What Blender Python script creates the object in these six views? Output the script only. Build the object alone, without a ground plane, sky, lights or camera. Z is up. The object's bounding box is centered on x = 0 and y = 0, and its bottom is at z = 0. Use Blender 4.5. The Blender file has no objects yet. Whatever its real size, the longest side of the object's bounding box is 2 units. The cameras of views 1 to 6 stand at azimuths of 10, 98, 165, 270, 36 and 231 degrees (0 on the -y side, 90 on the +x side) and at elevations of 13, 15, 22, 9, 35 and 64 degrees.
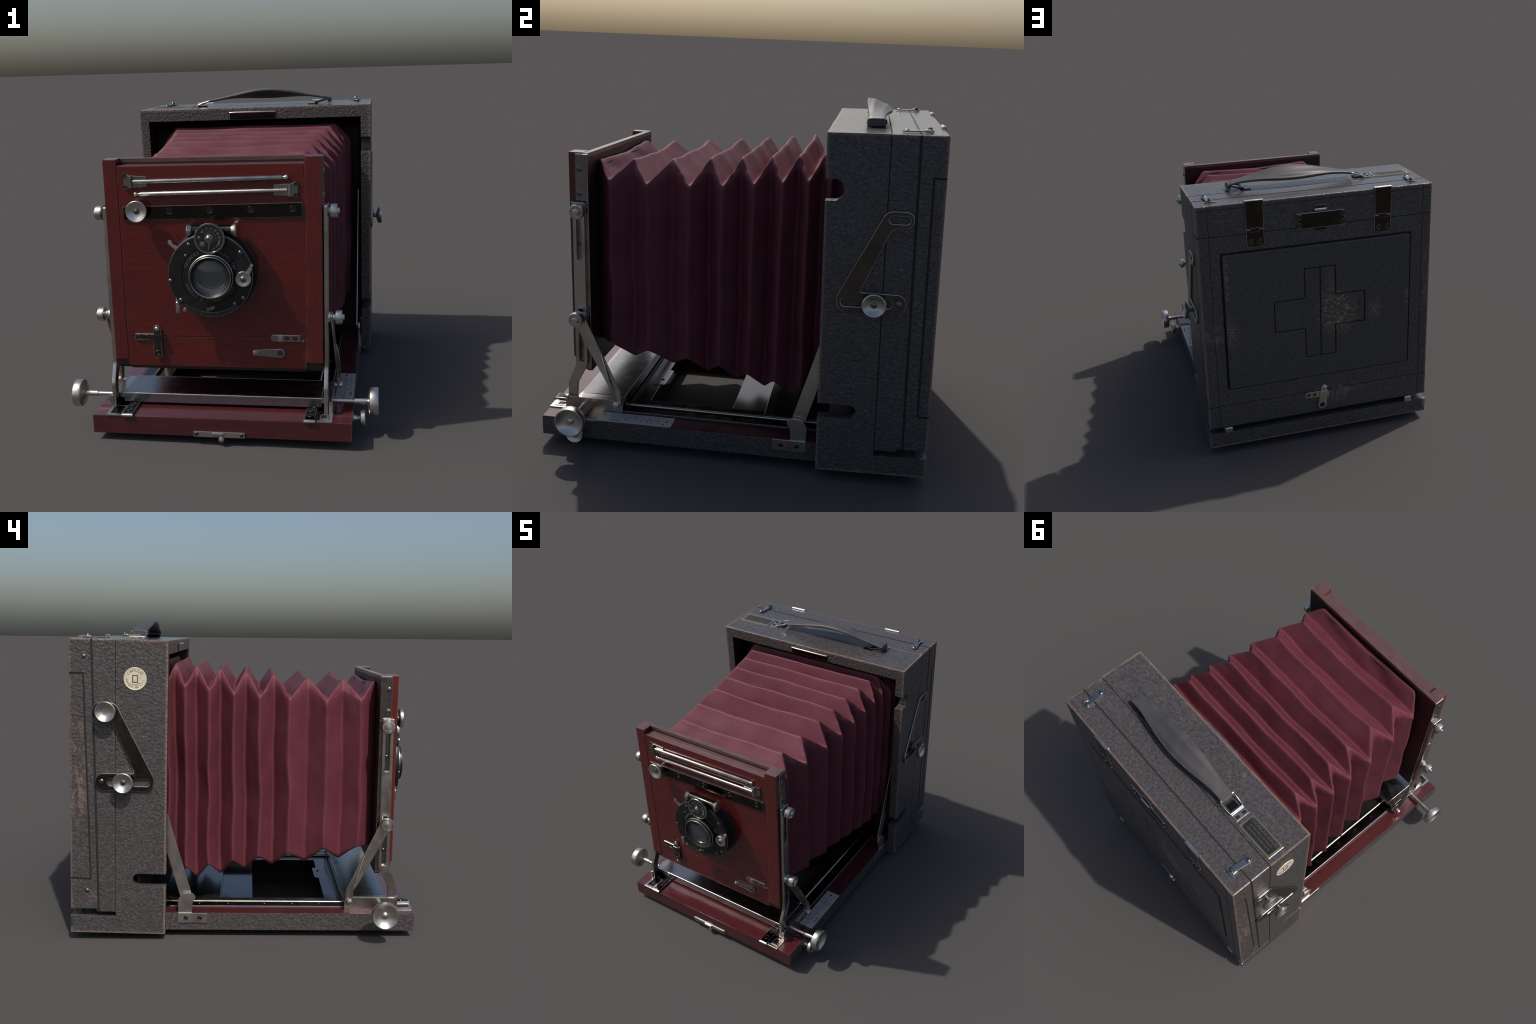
import bpy, bmesh, math, random
import numpy as np
from mathutils import Matrix, Vector, noise

random.seed(7)
SC = bpy.context.scene.collection

# ------------------------------------------------------------------ materials
class Nodes:
    """Small helper for writing node trees."""
    def __init__(self, name):
        self.m = bpy.data.materials.new(name)
        self.m.use_nodes = True
        self.t = self.m.node_tree
        self.b = self.t.nodes["Principled BSDF"]
        self.tc = self.t.nodes.new("ShaderNodeTexCoord")

    def node(self, kind, **kw):
        n = self.t.nodes.new("ShaderNode" + kind)
        for k, v in kw.items():
            setattr(n, k, v)
        return n

    def put(self, sock, v):
        if hasattr(v, "is_linked") or isinstance(v, bpy.types.NodeSocket):
            self.t.links.new(v, sock)
        else:
            sock.default_value = v

    def coords(self, scale=(1, 1, 1), loc=(0, 0, 0)):
        mp = self.node("Mapping")
        self.put(mp.inputs["Vector"], self.tc.outputs["Object"])
        mp.inputs["Scale"].default_value = scale
        mp.inputs["Location"].default_value = loc
        return mp.outputs[0]

    def noise(self, scale, detail=4, rough=.55, vec=None, dist=0.0):
        n = self.node("TexNoise")
        n.inputs["Scale"].default_value = scale
        n.inputs["Detail"].default_value = detail
        n.inputs["Roughness"].default_value = rough
        n.inputs["Distortion"].default_value = dist
        self.put(n.inputs["Vector"], vec or self.tc.outputs["Object"])
        return n.outputs["Fac"]

    def voronoi(self, scale, vec=None, out="Distance", feature="F1"):
        n = self.node("TexVoronoi", feature=feature)
        n.inputs["Scale"].default_value = scale
        self.put(n.inputs["Vector"], vec or self.tc.outputs["Object"])
        return n.outputs[out]

    def ramp(self, fac, *stops):
        r = self.node("ValToRGB")
        e = r.color_ramp.elements
        while len(e) < len(stops):
            e.new(.5)
        for i, (p, c) in enumerate(stops):
            e[i].position = p
            e[i].color = (c, c, c, 1) if isinstance(c, (int, float)) else (*c, 1)
        self.put(r.inputs[0], fac)
        return r.outputs[0]

    def math(self, op, a, b=0.0, clamp=False):
        n = self.node("Math", operation=op, use_clamp=clamp)
        self.put(n.inputs[0], a)
        self.put(n.inputs[1], b)
        return n.outputs[0]

    def mix(self, fac, a, b):
        n = self.node("Mix", data_type="RGBA")
        self.put(n.inputs[0], fac)
        for s, v in ((n.inputs[6], a), (n.inputs[7], b)):
            self.put(s, (*v, 1) if isinstance(v, tuple) else v)
        return n.outputs[2]

    def blob(self, centre, size):
        """1 at centre, falling to 0 at the edge of an ellipsoid."""
        mp = self.node("Mapping", vector_type="TEXTURE")
        self.put(mp.inputs["Vector"], self.tc.outputs["Object"])
        mp.inputs["Location"].default_value = centre
        mp.inputs["Scale"].default_value = size
        g = self.node("TexGradient", gradient_type="SPHERICAL")
        self.put(g.inputs[0], mp.outputs[0])
        return g.outputs["Fac"]

    def bump(self, height, strength, dist=.003, normal=None):
        n = self.node("Bump")
        n.inputs["Strength"].default_value = strength
        n.inputs["Distance"].default_value = dist
        self.put(n.inputs["Height"], height)
        if normal is not None:
            self.put(n.inputs["Normal"], normal)
        return n.outputs[0]

    def done(self, color, rough=.5, metal=0.0, normal=None, spec=.5, coat=0.0, sheen=0.0):
        self.put(self.b.inputs["Base Color"], (*color, 1) if isinstance(color, tuple) else color)
        self.put(self.b.inputs["Roughness"], rough)
        self.put(self.b.inputs["Metallic"], metal)
        self.b.inputs["Specular IOR Level"].default_value = spec
        self.b.inputs["Coat Weight"].default_value = coat
        self.b.inputs["Coat Roughness"].default_value = .12
        self.b.inputs["Sheen Weight"].default_value = sheen
        if normal is not None:
            self.put(self.b.inputs["Normal"], normal)
        return self.m


def edge_mask(n, lo=.02, hi=.12, scale=30, radius=.010, k0=.38, k1=.60):
    """Rubbed arrises: where a rounded normal departs from the true one, broken up by noise."""
    bv = n.node("Bevel", samples=6)
    bv.inputs["Radius"].default_value = radius
    g = n.node("NewGeometry")
    d = n.node("VectorMath", operation="DOT_PRODUCT")
    n.put(d.inputs[0], bv.outputs[0])
    n.put(d.inputs[1], g.outputs["Normal"])
    e = n.ramp(n.math("SUBTRACT", 1.0, d.outputs["Value"]), (lo, 0.0), (hi, 1.0))
    k = n.ramp(n.noise(scale, 5, .7), (k0, 0.0), (k1, 1.0))
    return n.math("MULTIPLY", e, k)


def case_edges(n, r=.023):
    """1 on the outer arrises of the case and round its front opening, from the position on the box."""
    mp = n.node("Mapping", vector_type="TEXTURE")
    n.put(mp.inputs["Vector"], n.tc.outputs["Object"])
    mp.inputs["Location"].default_value = (.0155, .703, .876)
    mp.inputs["Rotation"].default_value = (LEAN, 0, 0)
    sp = n.node("SeparateXYZ")
    n.put(sp.inputs[0], mp.outputs[0])
    near = lambda v, at, rr=r: n.math("SUBTRACT", 1.0, n.math("DIVIDE", n.math("ABSOLUTE", n.math("SUBTRACT", n.math("ABSOLUTE", v), at)), rr), True)
    fx, fy, fz = near(sp.outputs[0], .7635), near(sp.outputs[1], .267), near(sp.outputs[2], .827)
    e = n.math("MAXIMUM", n.math("MULTIPLY", fx, fy), n.math("MAXIMUM", n.math("MULTIPLY", fy, fz), n.math("MULTIPLY", fx, fz)))
    front = n.math("SUBTRACT", 1.0, n.math("DIVIDE", n.math("ABSOLUTE", n.math("ADD", sp.outputs[1], .267)), .012), True)
    return e, front


def make_leather(name, rough, bump):
    n = Nodes(name)
    a = n.noise(58, 4, .60)
    v = n.voronoi(90)
    big = n.noise(3.2, 4, .6)
    red = n.noise(7.5, 3, .6, n.coords(loc=(3, 1, 7)))
    grain = n.math("ADD", a, n.math("MULTIPLY", v, .35))
    c = n.mix(n.ramp(grain, (.42, 0.0), (.92, 1.0)), LEATHER_DARK, LEATHER_LIGHT)
    c = n.mix(n.math("MULTIPLY", n.ramp(red, (.42, 0.0), (.72, 1.0)), .28), c, (.074, .049, .043))
    c = n.mix(n.math("MULTIPLY", n.ramp(big, (.45, 0.0), (.75, 1.0)), .25), c, (.042, .043, .044))
    scuff = n.math("MULTIPLY", n.ramp(n.noise(22, 6, .72), (.61, 0.0), (.67, 1.0)), n.ramp(n.noise(2.6, 2), (.48, 0.0), (.64, 1.0)))
    e, front = case_edges(n)
    wear = n.math("MULTIPLY", n.ramp(e, (.35, 0.0), (.85, 1.0)), n.ramp(n.noise(16, 5, .7), (.30, .25), (.62, 1.0)))
    worn = n.math("MAXIMUM", n.math("MULTIPLY", scuff, .60), n.math("MULTIPLY", wear, 1.0))
    streak = n.ramp(n.noise(26, 7, .75, n.coords((1, 1, .5))), (.49, 0.0), (.60, 1.0))
    rub = n.math("ADD", n.blob((-.76, .93, 1.0), (.12, .08, .40)), n.blob((-.76, .85, .25), (.12, .04, .08)))
    rub = n.math("ADD", rub, n.blob((-.08, .96, .33), (.24, .2, .09)))
    rub = n.math("ADD", rub, n.blob((.70, .96, .87), (.08, .2, .09)))
    worn = n.math("MAXIMUM", worn, n.math("MULTIPLY", n.math("MULTIPLY", n.ramp(rub, (.05, 0.0), (.6, 1.0)), streak), .8))
    c = n.mix(n.math("MULTIPLY", front, .45), c, (.100, .072, .062))
    c = n.mix(worn, c, (.215, .145, .110))
    nb = n.bump(n.math("ADD", n.voronoi(70), n.math("MULTIPLY", a, .8)), bump, .005)
    return n.done(c, n.ramp(a, (.3, rough + .08), (.75, rough - .05)), 0, nb, .5)


def make_door_leather():
    n = Nodes("rubbed_door_leather")
    a = n.noise(110, 3, .6)
    c = n.mix(n.ramp(n.math("ADD", a, n.math("MULTIPLY", n.voronoi(120), .5)), (.42, 0.0), (.95, 1.0)), DOOR_DARK, DOOR_LIGHT)
    st = n.ramp(n.noise(60, 8, .8, n.coords((.8, 1, 1.7))), (.505, 0.0), (.545, 1.0))
    rub = n.math("MULTIPLY", n.blob((-.10, .985, .915), (.17, .3, .20)), 1.5)
    rub = n.math("ADD", rub, n.math("MULTIPLY", n.blob((-.36, .965, .90), (.07, .3, .11)), .8))
    rub = n.math("ADD", rub, n.math("MULTIPLY", n.blob((.60, .965, .86), (.07, .3, .16)), .9))
    rub = n.math("ADD", rub, n.math("MULTIPLY", n.blob((.62, .965, 1.22), (.035, .3, .26)), .9))
    rub = n.math("ADD", rub, n.math("MULTIPLY", n.blob((-.60, .965, .95), (.05, .3, .12)), .9))
    rub = n.math("ADD", rub, n.math("MULTIPLY", n.blob((-.06, .965, 1.15), (.06, .3, .12)), .5))
    fl = n.math("MULTIPLY", n.ramp(n.noise(34, 6, .75), (.66, 0.0), (.72, 1.0)), .4)
    w = n.math("MAXIMUM", n.math("MULTIPLY", n.ramp(rub, (.1, 0.0), (.8, 1.0)), st), fl)
    w = n.math("MAXIMUM", w, n.math("MULTIPLY", edge_mask(n), .4))
    c = n.mix(n.math("MULTIPLY", w, .8), c, (.30, .21, .13))
    nb = n.bump(n.math("ADD", n.voronoi(78), n.math("MULTIPLY", n.noise(48, 4, .6), .9)), .30, .0035)
    return n.done(c, .42, 0, nb, .5)


def make_wood(name, c0, c1, c2, wear, stretch=(1.2, 14, 14), rough=.28, coat=.35):
    n = Nodes(name)
    v = n.coords(stretch)
    g = n.noise(5, 6, .62, v, .4)
    blot = n.noise(5, 4, .6)
    c = n.mix(n.ramp(g, (.30, 0.0), (.72, 1.0)), c0, c1)
    c = n.mix(n.math("MULTIPLY", n.ramp(blot, (.46, 0.0), (.74, 1.0)), .5), c, c2)
    sc = n.math("MULTIPLY", n.ramp(n.noise(34, 6, .75), (.65, 0.0), (.69, 1.0)), .38)
    w = n.math("MAXIMUM", sc, n.math("MULTIPLY", edge_mask(n), .7))
    c = n.mix(n.math("MULTIPLY", w, wear), c, (.24, .11, .085))
    nb = n.bump(g, .10, .002)
    return n.done(c, n.ramp(blot, (.3, rough - .06), (.7, rough + .10)), 0, nb, .5, coat)


def make_metal(name, col, rough, tarnish, t_amount=.6, metal=1.0, edge=None):
    n = Nodes(name)
    blot = n.noise(9, 3, .5)
    c = n.mix(n.math("MULTIPLY", n.ramp(blot, (.42, 0.0), (.78, 1.0)), t_amount), col, tarnish)
    if edge:
        c = n.mix(n.math("MULTIPLY", edge_mask(n), .8), c, edge)
    r = n.ramp(n.noise(20, 3, .5), (.3, max(.04, rough - .04)), (.7, rough + .05))
    return n.done(c, r, metal)


def make_bellows():
    n = Nodes("bellows_leather")
    fine = n.noise(60, 4, .6, n.coords((.35, 1, .35)))
    big = n.noise(5, 4, .6)
    c = n.mix(n.ramp(big, (.32, 0.0), (.72, 1.0)), BELLOWS_A, BELLOWS_B)
    c = n.mix(n.math("MULTIPLY", n.ramp(fine, (.48, 0.0), (.75, 1.0)), .3), c, (.115, .040, .044))
    dust = n.math("MULTIPLY", edge_mask(n, .01, .10, 18, .012, .42, .66), .22)
    c = n.mix(dust, c, (.215, .085, .085))
    nb = n.bump(n.math("ADD", n.noise(170, 3), n.math("MULTIPLY", fine, .7)), .14, .003)
    return n.done(c, n.ramp(fine, (.3, .60), (.7, .50)), 0, nb, .22, 0, .0)


LEAN = .022
LEATHER_DARK, LEATHER_LIGHT = (.027, .0258, .0275), (.088, .081, .081)
DOOR_DARK, DOOR_LIGHT = (.020, .0195, .021), (.070, .066, .068)
BELLOWS_A, BELLOWS_B = (.110, .025, .037), (.140, .036, .049)

LEATHER = make_leather("grained_leather", .38, .52)
LEATHERTOP = make_leather("polished_top_leather", .20, .07)
DOOR = make_door_leather()
WOOD = make_wood("red_varnished_wood", (.080, .0084, .0074), (.120, .0130, .0105), (.050, .0055, .0065), .5, (1.2, 14, 14), .22, .5)
WOODBED = make_wood("red_bed_wood", (.056, .0115, .0135), (.080, .0165, .0190), (.046, .010, .013), .5, (1.2, 14, 14), .20, .5)
WOODV = make_wood("red_post_wood", (.080, .0095, .0085), (.118, .0155, .0125), (.056, .0062, .0065), .5, (14, 14, 1.2), .22, .5)
WOODRIM = make_wood("greyish_wood_edge", (.085, .040, .039), (.130, .072, .068), (.070, .032, .032), .5, (3, 14, 14), .24, .4)
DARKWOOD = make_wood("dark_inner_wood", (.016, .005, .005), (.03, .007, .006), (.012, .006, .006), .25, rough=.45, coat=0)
NICKEL = make_metal("worn_nickel", (.56, .525, .48), .27, (.28, .245, .205), .75)
SATIN = make_metal("satin_nickel", (.58, .55, .51), .34, (.36, .33, .29), .6)
STEEL = make_metal("steel_cover", (.34, .325, .32), .24, (.27, .25, .25), .3)
DARKMIRROR = make_metal("dark_reflection_plate", (.060, .054, .047), .13, (.030, .027, .025), .7)  # base darkened to hold the dark ground mirrored in the plates
GREYMETAL = make_metal("grey_metal", (.36, .36, .36), .24, (.20, .20, .19), .5)
MIRROR = make_metal("plated_mirror", (.30, .295, .29), .16, (.17, .165, .16), .6)
GREYROUGH = make_metal("dull_rail_edge", (.17, .16, .155), .5, (.10, .095, .09), .5, .3)
BRACKET = make_metal("reflection_grey_bracket", (.120, .112, .104), .20, (.045, .042, .039), .8)  # mid grey blended from bright and black reflections on the metal
BRACKETRIM = make_metal("rubbed_rim", (.42, .395, .36), .26, (.22, .20, .18), .6)
RODMETAL = make_metal("rail_rod_metal", (.56, .49, .38), .27, (.36, .30, .22), .5)
BRASS = make_metal("brass", (.62, .47, .26), .26, (.40, .28, .14), .5)
SCREWMETAL = make_metal("screw_metal", (.20, .195, .19), .30, (.10, .095, .09), .6)
LACQUER = Nodes("black_lacquer")
LACQUER = LACQUER.done(LACQUER.mix(LACQUER.ramp(LACQUER.noise(7, 4), (.5, 0.0), (.75, 1.0)), (.012, .011, .011), (.022, .018, .018)), .14, 0, LACQUER.bump(LACQUER.noise(14, 2), .02, .004), .5, .3)
BLACK = Nodes("black_paint")
BLACK = BLACK.done(BLACK.mix(BLACK.ramp(BLACK.noise(22, 4), (.45, 0.0), (.75, 1.0)), (.009, .0085, .008), (.018, .0165, .015)), .40, 0, BLACK.bump(BLACK.noise(90, 3), .06, .002), .35)
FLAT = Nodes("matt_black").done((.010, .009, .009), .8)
RAILMETAL = make_metal("dark_rail_metal", (.055, .045, .050), .22, (.025, .02, .022), .6)
STRAP = Nodes("strap_leather")
_w = STRAP.math("MULTIPLY", edge_mask(STRAP, .02, .12, 14, .008), .8)
_c = STRAP.mix(STRAP.ramp(STRAP.noise(9, 5, .6), (.35, 0.0), (.7, 1.0)), (.046, .043, .045), (.076, .071, .071))
STRAP = STRAP.done(STRAP.mix(_w, _c, (.20, .18, .165)), .46, 0, STRAP.bump(STRAP.noise(80, 4), .12, .002))
SCALE = Nodes("scale_plate")
SCALE = SCALE.done(SCALE.mix(SCALE.ramp(SCALE.noise(16, 4), (.4, 0.0), (.75, 1.0)), (.44, .44, .43), (.36, .36, .34)), .42, .25)
IVORY = Nodes("ivory_badge")
IVORY = IVORY.done(IVORY.mix(IVORY.ramp(IVORY.noise(30, 4), (.35, 0.0), (.7, 1.0)), (.66, .60, .46), (.56, .49, .36)), .45)
INK = Nodes("faded_ink").done((.11, .10, .075), .5)
INKDARK = Nodes("dark_ink").done((.05, .05, .045), .5)
GILT = Nodes("dull_gilt").done((.20, .17, .10), .35, .6)
PALE = Nodes("pale_engraving").done((.115, .108, .095), .5)
DIALMARK = Nodes("dial_engraving").done((.26, .25, .22), .45)
PLATEBLACK = Nodes("enamel_black").done((.016, .017, .020), .28)
GLASS = Nodes("lens_glass")
GLASS.b.inputs["Transmission Weight"].default_value = 1.0
GLASS.b.inputs["IOR"].default_value = 1.52
GLASS = GLASS.done((.90, .93, .97), .02)
LENSDEEP = Nodes("lens_depth").done((.060, .067, .080), .10, .0, None, .9, .8)
SEAM = Nodes("dark_seam").done((.012, .010, .009), .7)

# ------------------------------------------------------------------ frames
MBOX = Matrix.Translation((.0136, .71, .87)) @ Matrix.Rotation(LEAN, 4, "X") @ Matrix.Translation((0, -.71, -.87))
ID = Matrix.Identity(4)
PLANES = {
    "yz": Matrix(((0, 0, 1, 0), (1, 0, 0, 0), (0, 1, 0, 0), (0, 0, 0, 1))),      # u=y v=z w=x
    "xz": Matrix(((1, 0, 0, 0), (0, 0, -1, 0), (0, 1, 0, 0), (0, 0, 0, 1))),     # u=x v=z w=-y
    "zx": Matrix(((-1, 0, 0, 0), (0, 0, 1, 0), (0, 1, 0, 0), (0, 0, 0, 1))),     # u=-x v=z w=y
    "xy": ID,
}

root = bpy.data.objects.new("folding_plate_camera", None)
SC.objects.link(root)
root["label"] = "antique folding plate camera with extended burgundy bellows"
root["category"] = "vintage camera"
root.rotation_euler = (0, -.0095, .007)


def link(name, me, parent=None, mats=()):
    o = bpy.data.objects.new(name, me)
    for m in mats:
        me.materials.append(m)
    SC.objects.link(o)
    o.parent = parent or root
    return o


def smooth(me, angle=35):
    for p in me.polygons:
        p.use_smooth = True
    me.set_sharp_from_angle(angle=math.radians(angle))


def from_bm(name, bm, parent, mats, M=ID, angle=35, weighted=False):
    bmesh.ops.recalc_face_normals(bm, faces=bm.faces)
    bm.transform(M)
    if M.determinant() < 0:
        bmesh.ops.reverse_faces(bm, faces=bm.faces)
    me = bpy.data.meshes.new(name)
    bm.to_mesh(me)
    bm.free()
    o = link(name, me, parent, mats)
    smooth(me, angle)
    if weighted:
        flatten(o)
    return o


def flatten(o):
    """Keep broad faces flat-shaded between rounded edges."""
    m = o.modifiers.new("flat", "WEIGHTED_NORMAL")
    m.keep_sharp, m.weight = True, 80
    return o


def box(name, lo, hi, mat, parent=None, bevel=.004, M=ID, seg=2):
    bm = bmesh.new()
    bmesh.ops.create_cube(bm, size=1)
    lo, hi = Vector(lo), Vector(hi)
    for v in bm.verts:
        v.co = Vector([(lo[i] + hi[i]) / 2 + v.co[i] * (hi[i] - lo[i]) for i in range(3)])
    if bevel:
        bmesh.ops.bevel(bm, geom=bm.edges[:], offset=bevel, segments=seg, profile=.5, affect="EDGES", clamp_overlap=True)
    return from_bm(name, bm, parent, [mat], M, 35, bool(bevel))


def apply_mods(o, angle=35):
    dg = bpy.context.evaluated_depsgraph_get()
    dg.update()
    me = bpy.data.meshes.new_from_object(o.evaluated_get(dg))
    o.modifiers.clear()
    old = o.data
    o.data = me
    me.name = o.name
    bpy.data.meshes.remove(old)
    smooth(me, angle)
    return o


def boolean(o, cutters, op="DIFFERENCE"):
    for c in cutters:
        m = o.modifiers.new("b", "BOOLEAN")
        m.operation, m.solver, m.object, m.material_mode = op, "EXACT", c, "TRANSFER"
    apply_mods(o)
    for c in cutters:
        me = c.data
        bpy.data.objects.remove(c)
        bpy.data.meshes.remove(me)
    return o


def bevel_mod(o, width, seg=3, angle=40):
    m = o.modifiers.new("bev", "BEVEL")
    m.width, m.segments, m.limit_method, m.angle_limit = width, seg, "ANGLE", math.radians(angle)
    m.use_clamp_overlap = True
    m.harden_normals = False
    return apply_mods(o, 50)


def rounded(pts, n=6):
    """Polygon with rounded corners; points are (u, v, radius)."""
    out = []
    N = len(pts)
    for i, (u, v, r) in enumerate(pts):
        p = Vector((u, v))
        if r <= 0:
            out.append(p)
            continue
        a = (Vector(pts[i - 1][:2]) - p)
        b = (Vector(pts[(i + 1) % N][:2]) - p)
        la, lb = a.length, b.length
        a.normalize(); b.normalize()
        ang = math.acos(max(-1, min(1, a.dot(b))))
        d = min(r / math.tan(ang / 2), la * .499, lb * .499)
        rr = d * math.tan(ang / 2)
        c = p + (a + b).normalized() * (rr / math.sin(ang / 2))
        s, e = p + a * d - c, p + b * d - c
        t = math.atan2(s.x * e.y - s.y * e.x, s.dot(e))
        for k in range(n + 1):
            q = t * k / n
            out.append(c + Vector((s.x * math.cos(q) - s.y * math.sin(q), s.x * math.sin(q) + s.y * math.cos(q))))
    return out


def rect(u0, v0, u1, v1, r=0.0):
    return rounded([(u0, v0, r), (u1, v0, r), (u1, v1, r), (u0, v1, r)])


def stadium(u0, u1, v, r, n=8):
    return rect(u0, v - r, u1, v + r, r * .999)


def circle(u, v, r, n=32):
    return [Vector((u + r * math.cos(2 * math.pi * k / n), v + r * math.sin(2 * math.pi * k / n))) for k in range(n)]


def capsule(p, q, r0, r1, n=10):
    """Outline of a tapered link between two round ends."""
    p, q = Vector(p), Vector(q)
    d = (q - p).normalized()
    a0 = math.atan2(d.y, d.x)
    out = []
    for c, r, st in ((p, r0, a0 + math.pi / 2), (q, r1, a0 - math.pi / 2)):
        for k in range(n + 1):
            t = st + math.pi * k / n
            out.append(c + Vector((math.cos(t), math.sin(t))) * r)
    return out


def plate(name, loops, plane, w0, w1, mats, parent=None, bevel=.0012, M=ID, bend=None, rim=True):
    """Flat sheet part: outline plus holes, given thickness w0..w1 along the plane's axis."""
    cu = bpy.data.curves.new(name, "CURVE")
    cu.dimensions, cu.fill_mode = "2D", "BOTH"
    for lp in loops:
        s = cu.splines.new("POLY")
        s.points.add(len(lp) - 1)
        for k, p in enumerate(lp):
            s.points[k].co = (p[0], p[1], 0, 1)
        s.use_cyclic_u = True
    cu.bevel_depth, cu.bevel_resolution = bevel, 1
    cu.offset = -bevel
    cu.extrude = max(1e-5, abs(w1 - w0) / 2 - bevel)
    tmp = bpy.data.objects.new("tmp", cu)
    SC.objects.link(tmp)
    dg = bpy.context.evaluated_depsgraph_get()
    me = bpy.data.meshes.new_from_object(tmp.evaluated_get(dg))
    bpy.data.objects.remove(tmp)
    bpy.data.curves.remove(cu)
    bm = bmesh.new()
    bm.from_mesh(me)
    bpy.data.meshes.remove(me)
    bmesh.ops.remove_doubles(bm, verts=bm.verts, dist=1e-5)
    bm.transform(Matrix.Translation((0, 0, (w0 + w1) / 2)))
    if bend:
        for v in bm.verts:
            v.co = bend(v.co)
    bm.normal_update()
    mats = mats if isinstance(mats, (list, tuple)) else [mats]
    if len(mats) > 1:
        for f in bm.faces:
            f.material_index = 1 if abs(f.normal.z) < .95 else 0
    return from_bm(name, bm, parent, mats, M @ PLANES[plane], 40, bevel > 0)


def axis_matrix(pos, d):
    return Matrix.Translation(pos) @ Vector((0, 0, 1)).rotation_difference(Vector(d)).to_matrix().to_4x4()


def lathe(name, prof, pos, d, mat, parent=None, n=40, M=ID, angle=30, mats=None):
    """Revolve (radius, height[, material]) about the direction d from pos."""
    bm = bmesh.new()
    rings = []
    for p in prof:
        r, h = p[0], p[1]
        if r < 1e-6:
            rings.append([bm.verts.new((0, 0, h))])
        else:
            rings.append([bm.verts.new((r * math.cos(2 * math.pi * k / n), r * math.sin(2 * math.pi * k / n), h)) for k in range(n)])
    for i in range(len(rings) - 1):
        a, b = rings[i], rings[i + 1]
        mi = prof[i][2] if len(prof[i]) > 2 else 0
        for k in range(n):
            k2 = (k + 1) % n
            if len(a) == 1 and len(b) == 1:
                continue
            if len(a) == 1:
                f = bm.faces.new((a[0], b[k], b[k2]))
            elif len(b) == 1:
                f = bm.faces.new((a[k], b[0], a[k2]))
            else:
                f = bm.faces.new((a[k], b[k], b[k2], a[k2]))
            f.material_index = mi
    return from_bm(name, bm, parent, mats or [mat], M @ axis_matrix(pos, d), angle)


def tube(name, pts, r, mat, parent=None, n=10, M=ID, radii=None, closed=False):
    """Round bar along a path."""
    bm = bmesh.new()
    P = [Vector(p) for p in pts]
    N = len(P)
    rings = []
    up = None
    for i, p in enumerate(P):
        if closed:
            t = (P[(i + 1) % N] - P[i - 1]).normalized()
        else:
            t = (P[min(i + 1, N - 1)] - P[max(i - 1, 0)]).normalized()
        if up is None:
            up = t.orthogonal().normalized()
        up = (up - t * up.dot(t)).normalized()
        s = t.cross(up)
        rr = radii[i] if radii else r
        rings.append([bm.verts.new(p + (up * math.cos(2 * math.pi * k / n) + s * math.sin(2 * math.pi * k / n)) * rr) for k in range(n)])
    for i in range(N if closed else N - 1):
        a, b = rings[i], rings[(i + 1) % N]
        for k in range(n):
            bm.faces.new((a[k], a[(k + 1) % n], b[(k + 1) % n], b[k]))
    if not closed:
        bm.faces.new(rings[0][::-1])
        bm.faces.new(rings[-1])
    return from_bm(name, bm, parent, [mat], M, 40)


def text(name, body, size, plane, u, v, w, mat, parent=None, M=ID, rot=0.0, depth=.0006, align="CENTER"):
    cu = bpy.data.curves.new(name, "FONT")
    cu.body, cu.size, cu.align_x, cu.align_y = body, size, align, "CENTER"
    cu.extrude = depth
    cu.resolution_u = 2
    tmp = bpy.data.objects.new("tmp", cu)
    SC.objects.link(tmp)
    dg = bpy.context.evaluated_depsgraph_get()
    me = bpy.data.meshes.new_from_object(tmp.evaluated_get(dg))
    bpy.data.objects.remove(tmp)
    bpy.data.curves.remove(cu)
    me.transform(M @ PLANES[plane] @ Matrix.Translation((u, v, w)) @ Matrix.Rotation(rot, 4, "Z"))
    me.name = name
    me.materials.clear()
    return link(name, me, parent, [mat])


# shared screw head: domed, slotted
def unit_screw(name, mat, flat=False):
    prof = [(0, .42), (.35, .40), (.65, .31), (.88, .16), (1, .0), (1, -.3), (0, -.3)]
    if flat:
        prof = [(0, .10), (.55, .10), (.72, .10), (.78, .22), (.92, .26), (1.0, .16), (1.02, -.2), (0, -.2)]
    o = lathe(name, prof, (0, 0, 0), (0, 0, 1), mat, None, 24)
    c = box("cut", (-.09, -1.2, .12 if not flat else -.02), (.09, 1.2, 1), mat, None, 0)
    if flat:
        for v in c.data.vertices:
            v.co.y *= .55
    boolean(o, [c])
    me = o.data
    bpy.data.objects.remove(o)
    return me


SCREW = unit_screw("screw", SCREWMETAL)
CUPSCREW = unit_screw("cup_screw", BRACKET, True)


def screw(pos, d, r, parent, me=None, M=ID, name="screw"):
    o = bpy.data.objects.new(name, me or SCREW)
    SC.objects.link(o)
    o.parent = parent
    o.matrix_local = M @ axis_matrix(pos, d) @ Matrix.Rotation(random.uniform(0, 3.1), 4, "Z") @ Matrix.Scale(r, 4)
    return o


def mirror_x(pts):
    return [(-p[0], *p[1:]) for p in pts]


# ------------------------------------------------------------------ the case
HW, YF, YB, ZB, ZT = .7635, .436, .970, .049, 1.703

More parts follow.
